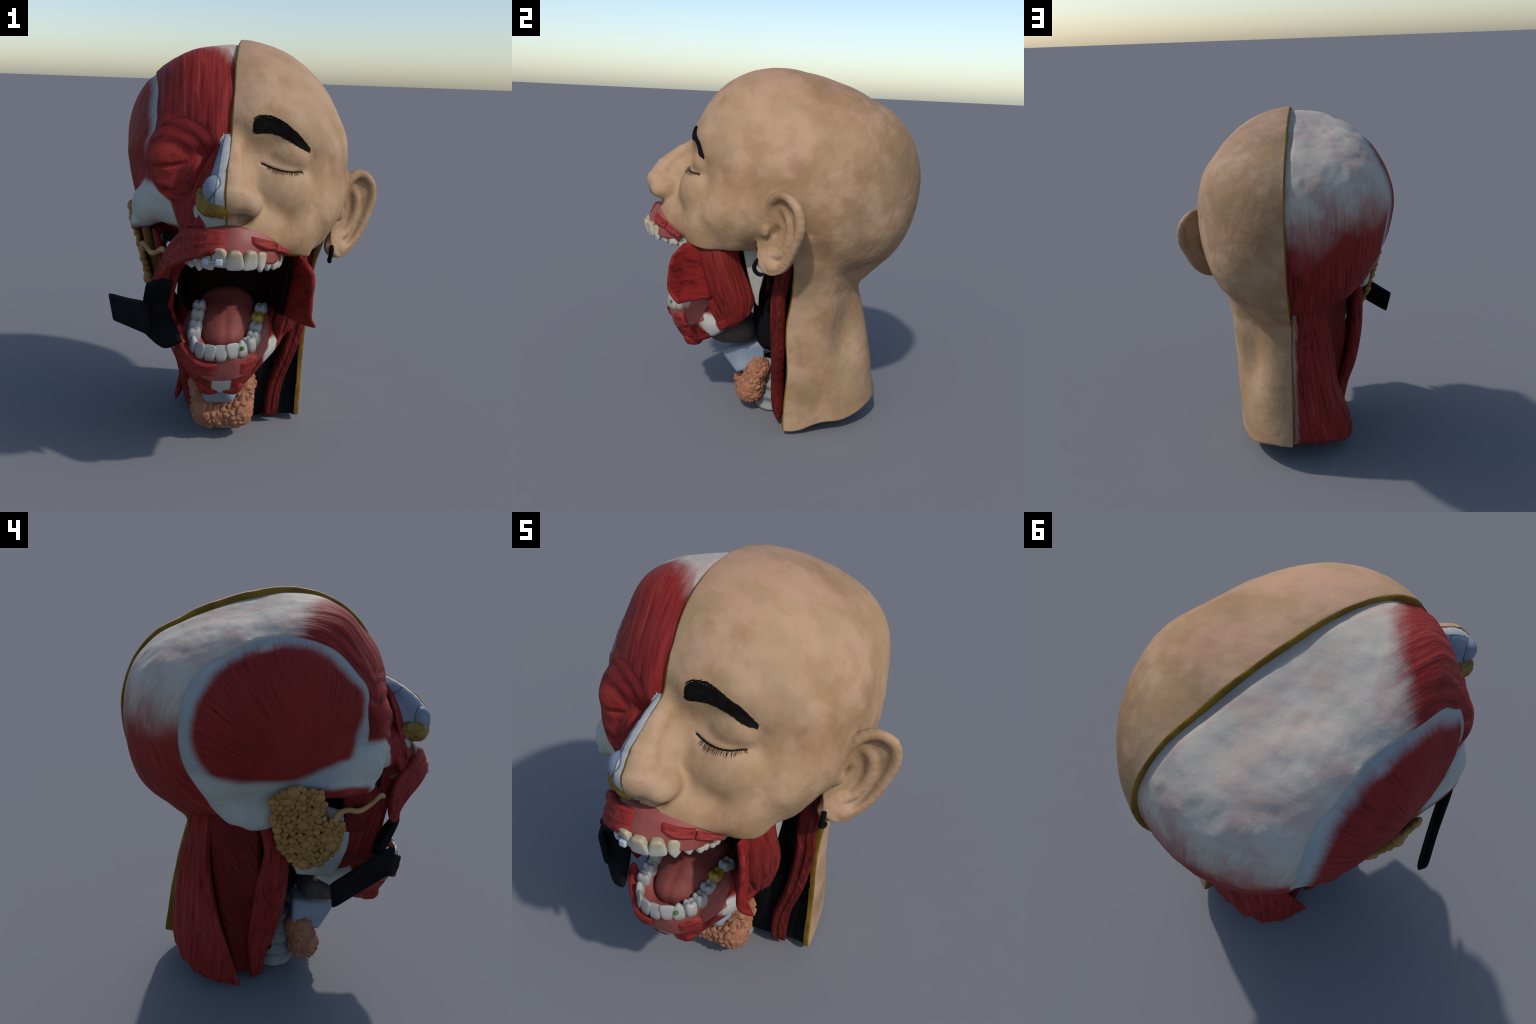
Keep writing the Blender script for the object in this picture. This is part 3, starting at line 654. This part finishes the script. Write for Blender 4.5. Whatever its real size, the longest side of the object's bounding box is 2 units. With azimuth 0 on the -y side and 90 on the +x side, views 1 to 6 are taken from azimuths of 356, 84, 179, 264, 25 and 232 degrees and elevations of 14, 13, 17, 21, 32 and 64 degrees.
UP = [(-.268, -.545, 1.032, .050, 'molar'), (-.248, -.605, 1.034, .052, 'molar'), (-.218, -.660, 1.042, .052, 'canine'), (-.180, -.708, 1.056, .052, 'incisor'), (-.130, -.742, 1.068, .060, 'incisor'),
      (-.068, -.754, 1.063, .064, 'incisor'), (-.005, -.733, 1.060, .058, 'incisor'), (.043, -.692, 1.048, .050, 'canine'), (.077, -.646, 1.038, .050, 'canine'), (.103, -.598, 1.030, .052, 'molar'), (.124, -.543, 1.026, .056, 'molar'), (.138, -.485, 1.026, .056, 'molar')]
def headings(L):
    out = []
    for i in range(len(L)):
        a, b = np.array(L[max(i - 1, 0)][:2]), np.array(L[min(i + 1, len(L) - 1)][:2]); d = b - a; out.append(math.atan2(d[1], d[0]))
    return out
def inward(x, y, d):
    v = np.array([-.09 - x, -.42 - y]); v /= np.linalg.norm(v); return x + v[0] * d, y + v[1] * d
for (x, y, z, w, k), a in zip(UP, headings(UP)):
    x, y = inward(x, y, .010)
    put_tooth((x, y, z + RNG.uniform(-.004, .004)), w * RNG.uniform(1.06, 1.16), .046 if k != 'molar' else .055, .085 if k != 'molar' else .075, a, k, M_TOOTH, False, name='tooth')
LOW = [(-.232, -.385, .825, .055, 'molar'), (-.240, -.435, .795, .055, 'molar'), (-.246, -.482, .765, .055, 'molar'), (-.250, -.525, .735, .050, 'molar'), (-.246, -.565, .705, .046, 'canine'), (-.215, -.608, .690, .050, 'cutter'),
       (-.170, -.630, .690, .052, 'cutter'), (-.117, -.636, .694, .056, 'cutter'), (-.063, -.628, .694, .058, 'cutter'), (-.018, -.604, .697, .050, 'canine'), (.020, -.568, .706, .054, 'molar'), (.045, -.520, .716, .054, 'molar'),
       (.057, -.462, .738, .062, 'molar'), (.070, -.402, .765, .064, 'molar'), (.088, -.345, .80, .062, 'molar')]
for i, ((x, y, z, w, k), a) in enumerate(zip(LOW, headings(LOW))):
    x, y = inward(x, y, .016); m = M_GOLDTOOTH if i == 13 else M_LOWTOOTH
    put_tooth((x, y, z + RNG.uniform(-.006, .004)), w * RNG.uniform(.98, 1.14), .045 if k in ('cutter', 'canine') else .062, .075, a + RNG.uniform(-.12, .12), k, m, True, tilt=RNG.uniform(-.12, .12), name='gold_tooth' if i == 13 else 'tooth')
M_GREEN = plain('green_spot', (.06, .20, .03), (.05, .15, .02), 20)
pebble('green_spot', (-.022, -.610, .672), (.010, .010, .010), M_GREEN, n=16)
for x, y, z, a in [(-.133, -.758, 1.098, -.1), (-.186, -.722, 1.092, -.6), (-.23, -.667, 1.088, -.9)]:
    v, f = ball(16, 12, .35); v = v * np.array([.015, .008, .014]); c, s = math.cos(a), math.sin(a)
    add('brace_bracket', v @ np.array([[c, s, 0], [-s, c, 0], [0, 0, 1]]) + np.array([x, y, z]), f, M_METAL)
tube('brace_wire', [(-.11, -.752, 1.10), (-.14, -.753, 1.098), (-.187, -.719, 1.092), (-.23, -.665, 1.088), (-.255, -.61, 1.085)], [.004] * 5, M_METAL, 8, 40)

# tongue and dark mouth cavity
def tongue_field(P):
    P = (P - np.array([-.095, 0, 0])) * np.array([.84, 1, 1]) + np.array([-.095, 0, 0])
    d = chain(P, [(-.098, -.475, .665, .085), (-.095, -.40, .695, .104), (-.09, -.28, .74, .12)], .04)
    return d + .004 * np.exp(-((P[..., 0] + .095) / .015) ** 2)
V, F = mesh_field(tongue_field, (-.26, -.62, .54), (.08, -.08, .95), .006)
add('tongue', V, F, M_TONGUE)
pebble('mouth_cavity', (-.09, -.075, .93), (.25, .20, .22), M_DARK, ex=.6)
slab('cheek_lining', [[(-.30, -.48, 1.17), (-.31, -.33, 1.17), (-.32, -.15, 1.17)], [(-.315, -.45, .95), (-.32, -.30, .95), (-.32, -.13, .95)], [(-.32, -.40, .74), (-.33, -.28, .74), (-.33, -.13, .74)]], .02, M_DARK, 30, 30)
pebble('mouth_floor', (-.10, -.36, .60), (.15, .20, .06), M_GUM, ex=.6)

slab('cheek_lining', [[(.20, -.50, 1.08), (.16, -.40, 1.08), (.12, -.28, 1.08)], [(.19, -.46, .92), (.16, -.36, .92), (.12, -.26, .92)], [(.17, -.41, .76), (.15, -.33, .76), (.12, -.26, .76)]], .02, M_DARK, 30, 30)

# ------------------------------------------------------------------ lower jaw
JAW = [[(.20, -.22, .86), (.22, -.19, .76), (.225, -.17, .69)], [(.10, -.36, .74), (.15, -.32, .64), (.16, -.285, .585)], [(.05, -.48, .675), (.075, -.42, .58), (.07, -.355, .50)], [(-.02, -.575, .625), (-.03, -.535, .52), (-.04, -.465, .42)],
       [(-.11, -.60, .62), (-.11, -.555, .50), (-.11, -.475, .415)], [(-.19, -.575, .62), (-.19, -.535, .51), (-.19, -.455, .42)], [(-.245, -.50, .665), (-.265, -.44, .57), (-.28, -.37, .49)], [(-.27, -.38, .74), (-.32, -.33, .64), (-.34, -.27, .56)], [(-.37, -.23, .84), (-.39, -.19, .75), (-.40, -.15, .66)]]
slab('jaw_bone', JAW, .06, M_JAW, 110, 40, edge=.15, inset=.2)
gum = [[r[0], tuple(.5 * np.array(r[0]) + .5 * np.array(r[1])), tuple(np.array(r[1]))] for r in JAW[1:8]]
gum = [[tuple(np.array(r[0]) + (0, 0, .035)), r[1], r[2]] for r in gum]
slab('gum', gum, .075, M_GUM, 100, 40, lump=.003, edge=.2, inset=.2)
slab('lip_muscle', [[(-.128, -.635, .606), (-.148, -.61, .54)], [(-.21, -.615, .61), (-.22, -.585, .545)], [(-.28, -.55, .66), (-.285, -.53, .595)], [(-.315, -.49, .74), (-.325, -.46, .66)]], .045, M_ORIS, 60, 36, ('u', 5, .004), edge=.15, inset=.25)
slab('lip_muscle_stub', [[(-.03, -.60, .60), (-.045, -.58, .535)], [(.02, -.57, .61), (.01, -.54, .54)], [(.05, -.53, .62), (.04, -.50, .55)]], .04, M_ORIS, 40, 30, ('v', 5, .003), edge=.2, inset=.25)
slab('jaw_muscle', [[(-.02, -.59, .57), (-.03, -.555, .49), (-.03, -.48, .41)], [(.04, -.53, .62), (.03, -.49, .52), (.02, -.42, .445)], [(.085, -.455, .66), (.085, -.42, .57), (.075, -.355, .49)]], .05, M_CHIN, 50, 60, ('v', 6, .004), edge=.15, inset=1)
slab('jaw_muscle', [[(-.19, -.59, .56), (-.19, -.555, .48), (-.19, -.47, .40)], [(-.26, -.53, .59), (-.26, -.49, .51), (-.25, -.41, .43)], [(-.32, -.43, .64), (-.32, -.40, .56), (-.31, -.33, .49)]], .05, M_CHIN, 50, 60, ('v', 6, .004), edge=.15, inset=1)
pebble('chin_muscle', (-.065, -.478, .456), (.058, .058, .058), M_CHIN, amp=.003, sc=40, ex=.8)
pebble('chin_muscle', (-.165, -.478, .451), (.060, .058, .056), M_CHIN, amp=.003, sc=40, ex=.8)

# ------------------------------------------------------------------ cheek, skin side
slab('chewing_muscle', [[(.235, -.48, 1.075), (.275, -.37, 1.07), (.25, -.25, 1.06)], [(.235, -.455, .95), (.285, -.33, .95), (.225, -.215, .95)], [(.205, -.40, .77), (.275, -.27, .78), (.22, -.145, .78)],
                        [(.185, -.32, .64), (.235, -.25, .645), (.215, -.155, .70)], [(.18, -.285, .590), (.205, -.235, .61), (.205, -.175, .67)]], .055, M_MASS, 100, 80, ('u', 16, .004), edge=.12)
slab('jaw_corner_muscle', [[(.19, -.42, .76), (.19, -.37, .78)], [(.165, -.39, .66), (.19, -.32, .66)], [(.14, -.33, .56), (.19, -.25, .58)]], .05, M_MASS, 50, 30, ('u', 6, .003), edge=.2)
slab('jaw_branch_bone', [[(.225, -.24, 1.10), (.235, -.12, 1.10)], [(.215, -.20, .92), (.225, -.105, .92)], [(.20, -.165, .80), (.205, -.125, .79)], [(.19, -.14, .72), (.19, -.125, .71)]], .03, M_BONE, 40, 30)
slab('cheek_muscle', [[(.23, -.46, 1.075), (.225, -.505, 1.075), (.22, -.54, 1.07)], [(.215, -.44, 1.0), (.24, -.535, 1.01), (.278, -.600, 1.01)], [(.20, -.41, .90), (.23, -.53, .90), (.275, -.622, .90)],
                      [(.19, -.39, .79), (.22, -.51, .80), (.275, -.618, .82)], [(.178, -.385, .757), (.232, -.485, .755), (.305, -.565, .757)]], .024, M_FLAP, 80, 80, ('v', 12, .002), edge=.08, inset=False)

# ------------------------------------------------------------------ neck
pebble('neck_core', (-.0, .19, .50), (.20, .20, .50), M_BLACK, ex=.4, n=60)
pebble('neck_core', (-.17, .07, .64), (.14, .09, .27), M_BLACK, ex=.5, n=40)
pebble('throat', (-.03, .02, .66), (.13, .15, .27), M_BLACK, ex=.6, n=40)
slab('neck_strap_muscle', [[(.275, -.02, 1.04), (.38, .02, 1.04)], [(.265, -.055, .844), (.350, -.025, .823)], [(.26, -.06, .692), (.345, -.025, .683)], [(.214, -.035, .447), (.305, -.015, .47)], [(.145, -.015, .221), (.233, .0, .25)], [(.13, .0, .03), (.205, .005, .03)]],
     .06, M_SCML, 100, 40, ('u', 7, .005), edge=.15, inset=.4, ref=(.2, .4, .5))
slab('neck_strap_muscle', [[(-.465, .14, 1.0), (-.465, .06, .98)], [(-.465, .10, .83), (-.44, -.015, .82)], [(-.452, .13, .64), (-.41, -.02, .62)], [(-.415, .15, .45), (-.365, .0, .42)], [(-.36, .16, .30), (-.315, .025, .28)], [(-.325, .15, .12), (-.285, .07, .12)], [(-.31, .14, .005), (-.27, .07, .005)]],
     .08, M_SCMR, 100, 40, ('u', 7, .005), edge=.3, ref=(-.1, .15, .5))
slab('trapezius_muscle', [[(.02, .43, .99), (-.06, .425, .98), (-.13, .40, .97), (-.19, .365, .96)], [(.02, .46, .80), (-.07, .45, .80), (-.15, .425, .80), (-.215, .38, .80)], [(.02, .50, .65), (-.08, .495, .65), (-.18, .455, .65), (-.245, .375, .65)],
                          [(.02, .54, .42), (-.11, .535, .42), (-.22, .475, .42), (-.278, .335, .42)], [(.02, .56, .24), (-.15, .55, .23), (-.29, .47, .22), (-.345, .275, .21)], [(.02, .56, .125), (-.16, .535, .105), (-.32, .43, .065), (-.385, .225, .03)]],
     .05, M_TRAP, 110, 90, ('u', 18, .009), edge=.06, ref=(-.05, .1, .5))
slab('neck_muscle', [[(-.17, .36, 1.0), (-.24, .22, 1.0), (-.33, .12, 1.0)], [(-.19, .34, .6), (-.245, .21, .6), (-.325, .11, .6)], [(-.22, .30, .3), (-.24, .19, .3), (-.265, .12, .3)], [(-.28, .25, .05), (-.25, .19, .04), (-.24, .12, .04)]], .05, M_DEEP, 90, 60, ('u', 9, .006), inset=False, ref=(-.05, .1, .5))
def thyroid_shape(P):
    d = chain(P, [(-.205, -.10, .28, .07), (-.17, -.135, .135, .074), (-.015, -.135, .135, .074), (.01, -.09, .28, .07)], .04)
    return d
V, F = mesh_field(thyroid_shape, (-.33, -.26, .0), (.15, .05, .40), .0045)
seeds = V[RNG.choice(len(V), 300, replace=False)]; warp = V + .008 * np.stack([fbm(V * 30 + k * 7, 2) for k in range(3)], 1)
f1 = np.full(len(V), 9.0); f2 = f1.copy()
for sd in seeds:
    dd = np.linalg.norm(warp - sd, axis=1); f2 = np.minimum(f2, np.maximum(dd, f1)); f1 = np.minimum(f1, dd)
V = V + vertex_normals(V, F) * ((.013 * sstep(-.002, .020, f2 - f1) - .007 + .003 * fbm(V * 34, 2)) * (.25 + .75 * sstep(-.02, -.07, V[:, 1])))[:, None]
add('thyroid_gland', V, F, M_GLAND)
def cartilage_field(P):
    """shield of two plates meeting in a front ridge, pointed below"""
    q = P - np.array([-.115, -.30, .34]); x = np.abs(q[..., 0]); y, z = q[..., 1], q[..., 2]
    wide = .03 + .55 * np.clip(y, 0, .3) - .2 * np.clip(y - .15, 0, 1)
    top = z - (.02 + .40 * np.clip(y, -.05, .3)); bot = -z - (.02 + 1.15 * np.clip(y, -.03, .085) - .55 * np.clip(y - .085, 0, .3))
    d = smax(smax(x - wide, -y - .015, .03), smax(top, bot, .03), .03)
    return smax(d, y - .24, .03) * .75
V, F = mesh_field(cartilage_field, (-.33, -.36, .15), (.13, .03, .50), .007); add('voice_box_cartilage', V, F, M_CART)
pebble('mouth_floor_muscle', (-.11, -.245, .505), (.17, .15, .085), plain('mouth_floor_muscle', (.085, .068, .064), (.055, .042, .04), 14), amp=.006, ex=.75)
m, n = 60, 40; t = np.linspace(0, 1, m); rr = .098 + .008 * np.sin(t * 2 * np.pi * 4.5); rr[0] *= .6; rr[-1] *= .6
a = np.linspace(0, 2 * np.pi, n, endpoint=False)
V = np.stack([-.085 + rr[:, None] * np.cos(a), .015 + rr[:, None] * np.sin(a) + 0 * t[:, None], .002 + .32 * t[:, None] + 0 * a], -1).reshape(-1, 3)
i, j = np.meshgrid(np.arange(m - 1), np.arange(n), indexing='ij'); j2 = (j + 1) % n
add('trachea', V, np.stack([i * n + j, i * n + j2, (i + 1) * n + j2, (i + 1) * n + j], -1).reshape(-1, 4), M_TRACHEA)

# ------------------------------------------------------------------ cheek, exposed side
slab('jaw_branch_bone', [[(-.43, -.10, 1.08), (-.42, -.31, 1.0)], [(-.445, -.03, .80), (-.425, -.29, .80)], [(-.42, -.05, .69), (-.40, -.23, .655)]], .04, M_BONE, 40, 40)
slab('cheek_muscle', [[(-.30, -.36, 1.27), (-.285, -.545, 1.27)], [(-.295, -.38, 1.12), (-.285, -.56, 1.12)], [(-.37, -.33, .96), (-.35, -.50, .98)], [(-.425, -.26, .80), (-.38, -.46, .80)], [(-.40, -.26, .69), (-.35, -.44, .70)]], .05, muscle('cheek_muscle_dark', (0, -.5, 1), (.06, .005, .005), (.16, .012, .011), (.26, .03, .03)), 60, 50, ('u', 9, .004))
slab('chewing_muscle', [[(-.455, -.24, 1.14), (-.43, -.42, 1.15)], [(-.435, -.27, 1.02), (-.395, -.42, 1.02)], [(-.43, -.26, .90), (-.40, -.38, .90)]], .03, M_DEEP, 50, 40, ('u', 6, .004))
tube('salivary_duct', [(-.49, -.20, 1.0), (-.495, -.225, 1.045), (-.475, -.27, 1.05), (-.445, -.33, 1.03), (-.415, -.39, 1.045), (-.385, -.445, 1.075), (-.372, -.47, 1.065)], [.017, .014, .013, .013, .012, .013, .012], plain('duct', (.40, .25, .11), (.32, .18, .07), 14), 14, 70)
# salivary gland: packed lobules on a curved patch
PG = np.array([(.095, 1.16), (-.015, 1.215), (-.13, 1.18), (-.15, 1.12), (-.135, 1.06), (-.18, 1.02), (-.25, .99), (-.24, .84), (-.155, .76), (-.065, .745), (.015, .81), (.075, .97)])
def inside(p):
    c = False; n = len(PG)
    for i in range(n):
        (x1, y1), (x2, y2) = PG[i], PG[(i + 1) % n]
        if (y1 > p[1]) != (y2 > p[1]) and p[0] < (x2 - x1) * (p[1] - y1) / (y2 - y1) + x1: c = not c
    return c
def gx(y, z): return -.46 - .09 * np.clip((z - .8) / .336, -.2, 1.2) + .5 * (y + .02) ** 2
v, f = ball(14, 10); LM = make_mesh('gland_lobule', v, f, M_LOBULE)
placed = []; tries = 0
while len(placed) < 230 and tries < 9000:
    tries += 1; y, z = RNG.uniform(-.26, .11), RNG.uniform(.73, 1.23)
    if not inside((y, z)): continue
    s = RNG.choice([.013, .017, .021, .028], p=[.28, .37, .25, .10]) * (1 if tries < 6000 else .75)
    if any((y - a) ** 2 + (z - b) ** 2 < ((s + c) * .72) ** 2 for a, b, c in placed): continue
    placed.append((y, z, s))
for y, z, s in placed:
    o = bpy.data.objects.new('gland_lobule', LM); o.location = (gx(y, z) - RNG.uniform(0, .006), y, z); o.scale = (s * .95, s * RNG.uniform(1.0, 1.35), s * RNG.uniform(.95, 1.15)); o.rotation_euler = (RNG.uniform(-1.5, 1.5), 0, 0); link(o)
def gp(y, z): return (gx(y, z) + .022, y, z)
slab('gland_bed', [[gp(.08, 1.15), gp(-.03, 1.19), gp(-.12, 1.16)], [gp(.06, .98), gp(-.08, 1.0), gp(-.20, .98)], [gp(.02, .84), gp(-.10, .83), gp(-.22, .85)], [gp(-.05, .77), gp(-.10, .765), gp(-.15, .775)]], .045, plain('gland_bed', (.26, .14, .04), (.20, .10, .03), 20), 40, 40)
for k in range(14):
    o = bpy.data.objects.new('gland_lobule', LM); s = RNG.uniform(.012, .018); o.location = (-.30 + RNG.uniform(-.01, .01), -.20 + RNG.uniform(-.05, .04), .625 + RNG.uniform(-.022, .022)); o.scale = (s, s, s); link(o)

# ------------------------------------------------------------------ black lip retractor
slab('retractor_bar', [[(-.667, -.157, .775), (-.642, -.178, .644)], [(-.57, -.31, .803), (-.552, -.315, .662)], [(-.484, -.46, .837), (-.465, -.455, .682)], [(-.45, -.51, .84), (-.44, -.505, .69)]], .03, M_BLACK, 50, 24, edge=.08, inset=False)
slab('retractor_plate', [[(-.45, -.49, .93), (-.39, -.54, .965), (-.33, -.545, .95)], [(-.475, -.44, .80), (-.42, -.445, .80), (-.35, -.44, .80)], [(-.455, -.47, .68), (-.37, -.55, .645), (-.285, -.605, .695)]], .035, M_BLACK, 40, 40, edge=.1, inset=False)

# ------------------------------------------------------------------ brow, lashes, earring
def skin_front(X, Z):
    """world point on the skin in front for local X, Z"""
    lo = np.full(len(X), -.80); hi = np.full(len(X), -.05)
    for _ in range(26):
        mid = (lo + hi) / 2; P = np.stack([X * CS + mid * SN + TX, -X * SN + mid * CS, Z], -1); ins = skin_outer(P) < 0
        hi = np.where(ins, mid, hi); lo = np.where(ins, lo, mid)
    return np.stack([X * CS + hi * SN + TX, -X * SN + hi * CS, Z], -1)
def strands(name, A, Bv, w, mat, bend):
    """many short tapering hairs from A to B, bulging away from the skin"""
    n = len(A); t = np.array([0, .4, .75, 1.0]); ww = np.array([1, .9, .6, .12]) * w
    d = Bv - A; s = np.cross(d, bend); s /= np.linalg.norm(s, axis=1, keepdims=True) + 1e-9
    rows = []
    for tt, wd in zip(t, ww):
        c = A + d * tt + bend * (np.sin(np.pi * tt) * .5)[..., None] if np.ndim(tt) else A + d * tt + bend * math.sin(math.pi * tt) * .6
        rows += [c - s * wd, c + bend / (np.linalg.norm(bend, axis=1, keepdims=True) + 1e-9) * wd, c + s * wd]
    V = np.stack(rows, 1).reshape(-1, 3); base = np.arange(n)[:, None, None] * 12
    q = np.array([[3 * r + a, 3 * r + b, 3 * r + 3 + b, 3 * r + 3 + a] for r in range(3) for a, b in ((0, 1), (1, 2), (2, 0))])
    o = add(name, V, (base + q[None]).reshape(-1, 4), mat); o['kind'] = 'stuff'; return o
n = 3200; t = RNG.uniform(0, 1, n); off = np.clip(RNG.normal(0, .68, n), -1.15, 1.15)
def brow_line(t): return 1.637 - .02 * np.abs(t - .25) - .155 * np.clip(t - .35, 0, 1) ** 1.5
bx = .09 + .235 * t; hw = np.interp(t, [0, .08, .3, .6, .85, 1], [.024, .031, .031, .027, .021, .010])
Xa, Za = bx, brow_line(t) + off * hw; t2 = t + .085; hw2 = np.interp(t2, [0, .08, .3, .6, .85, 1.1], [.024, .031, .031, .027, .021, .006])
Xb = .09 + .235 * t2; Zb = brow_line(t2) + off * hw2 + .004 * (1 - t) + RNG.normal(0, .0022, n)
A = skin_front(Xa, Za); Bq = skin_front(Xb, Zb); out = np.array([-SN * .3, -1, .3]) * np.ones((n, 3))
strands('eyebrow', A, Bq + np.array([0, -.001, 0]), .0011, M_HAIR, out * .003)
n = 34; t = np.linspace(0.15, 1, n); X0 = .135 + .175 * t; Z0 = lid_line(X0)
A = skin_front(X0, Z0); Bq = skin_front(X0 + .012 * (t - .3) + RNG.normal(0, .004, n), Z0 - .010 - .006 * np.sin(np.pi * t) + RNG.normal(0, .003, n)) + np.array([0, -.004, 0])
strands('eyelash', A, Bq, .0011, M_HAIR, np.array([0, -1, .2]) * np.ones((n, 3)) * .008)
X1 = np.linspace(.13, .312, 40); Z1 = lid_line(X1)
tube('eyelash_line', skin_front(X1, Z1) + np.array([0, .0, 0]), np.full(40, .0035), M_HAIR, 8, 80)
tube('earring', [(.418, -.150, 1.045), (.424, -.168, 1.03), (.420, -.180, 1.0), (.415, -.172, .972), (.420, -.15, .958), (.424, -.13, .962)], [.010, .011, .011, .011, .011, .009], M_BLACK, 12, 50)
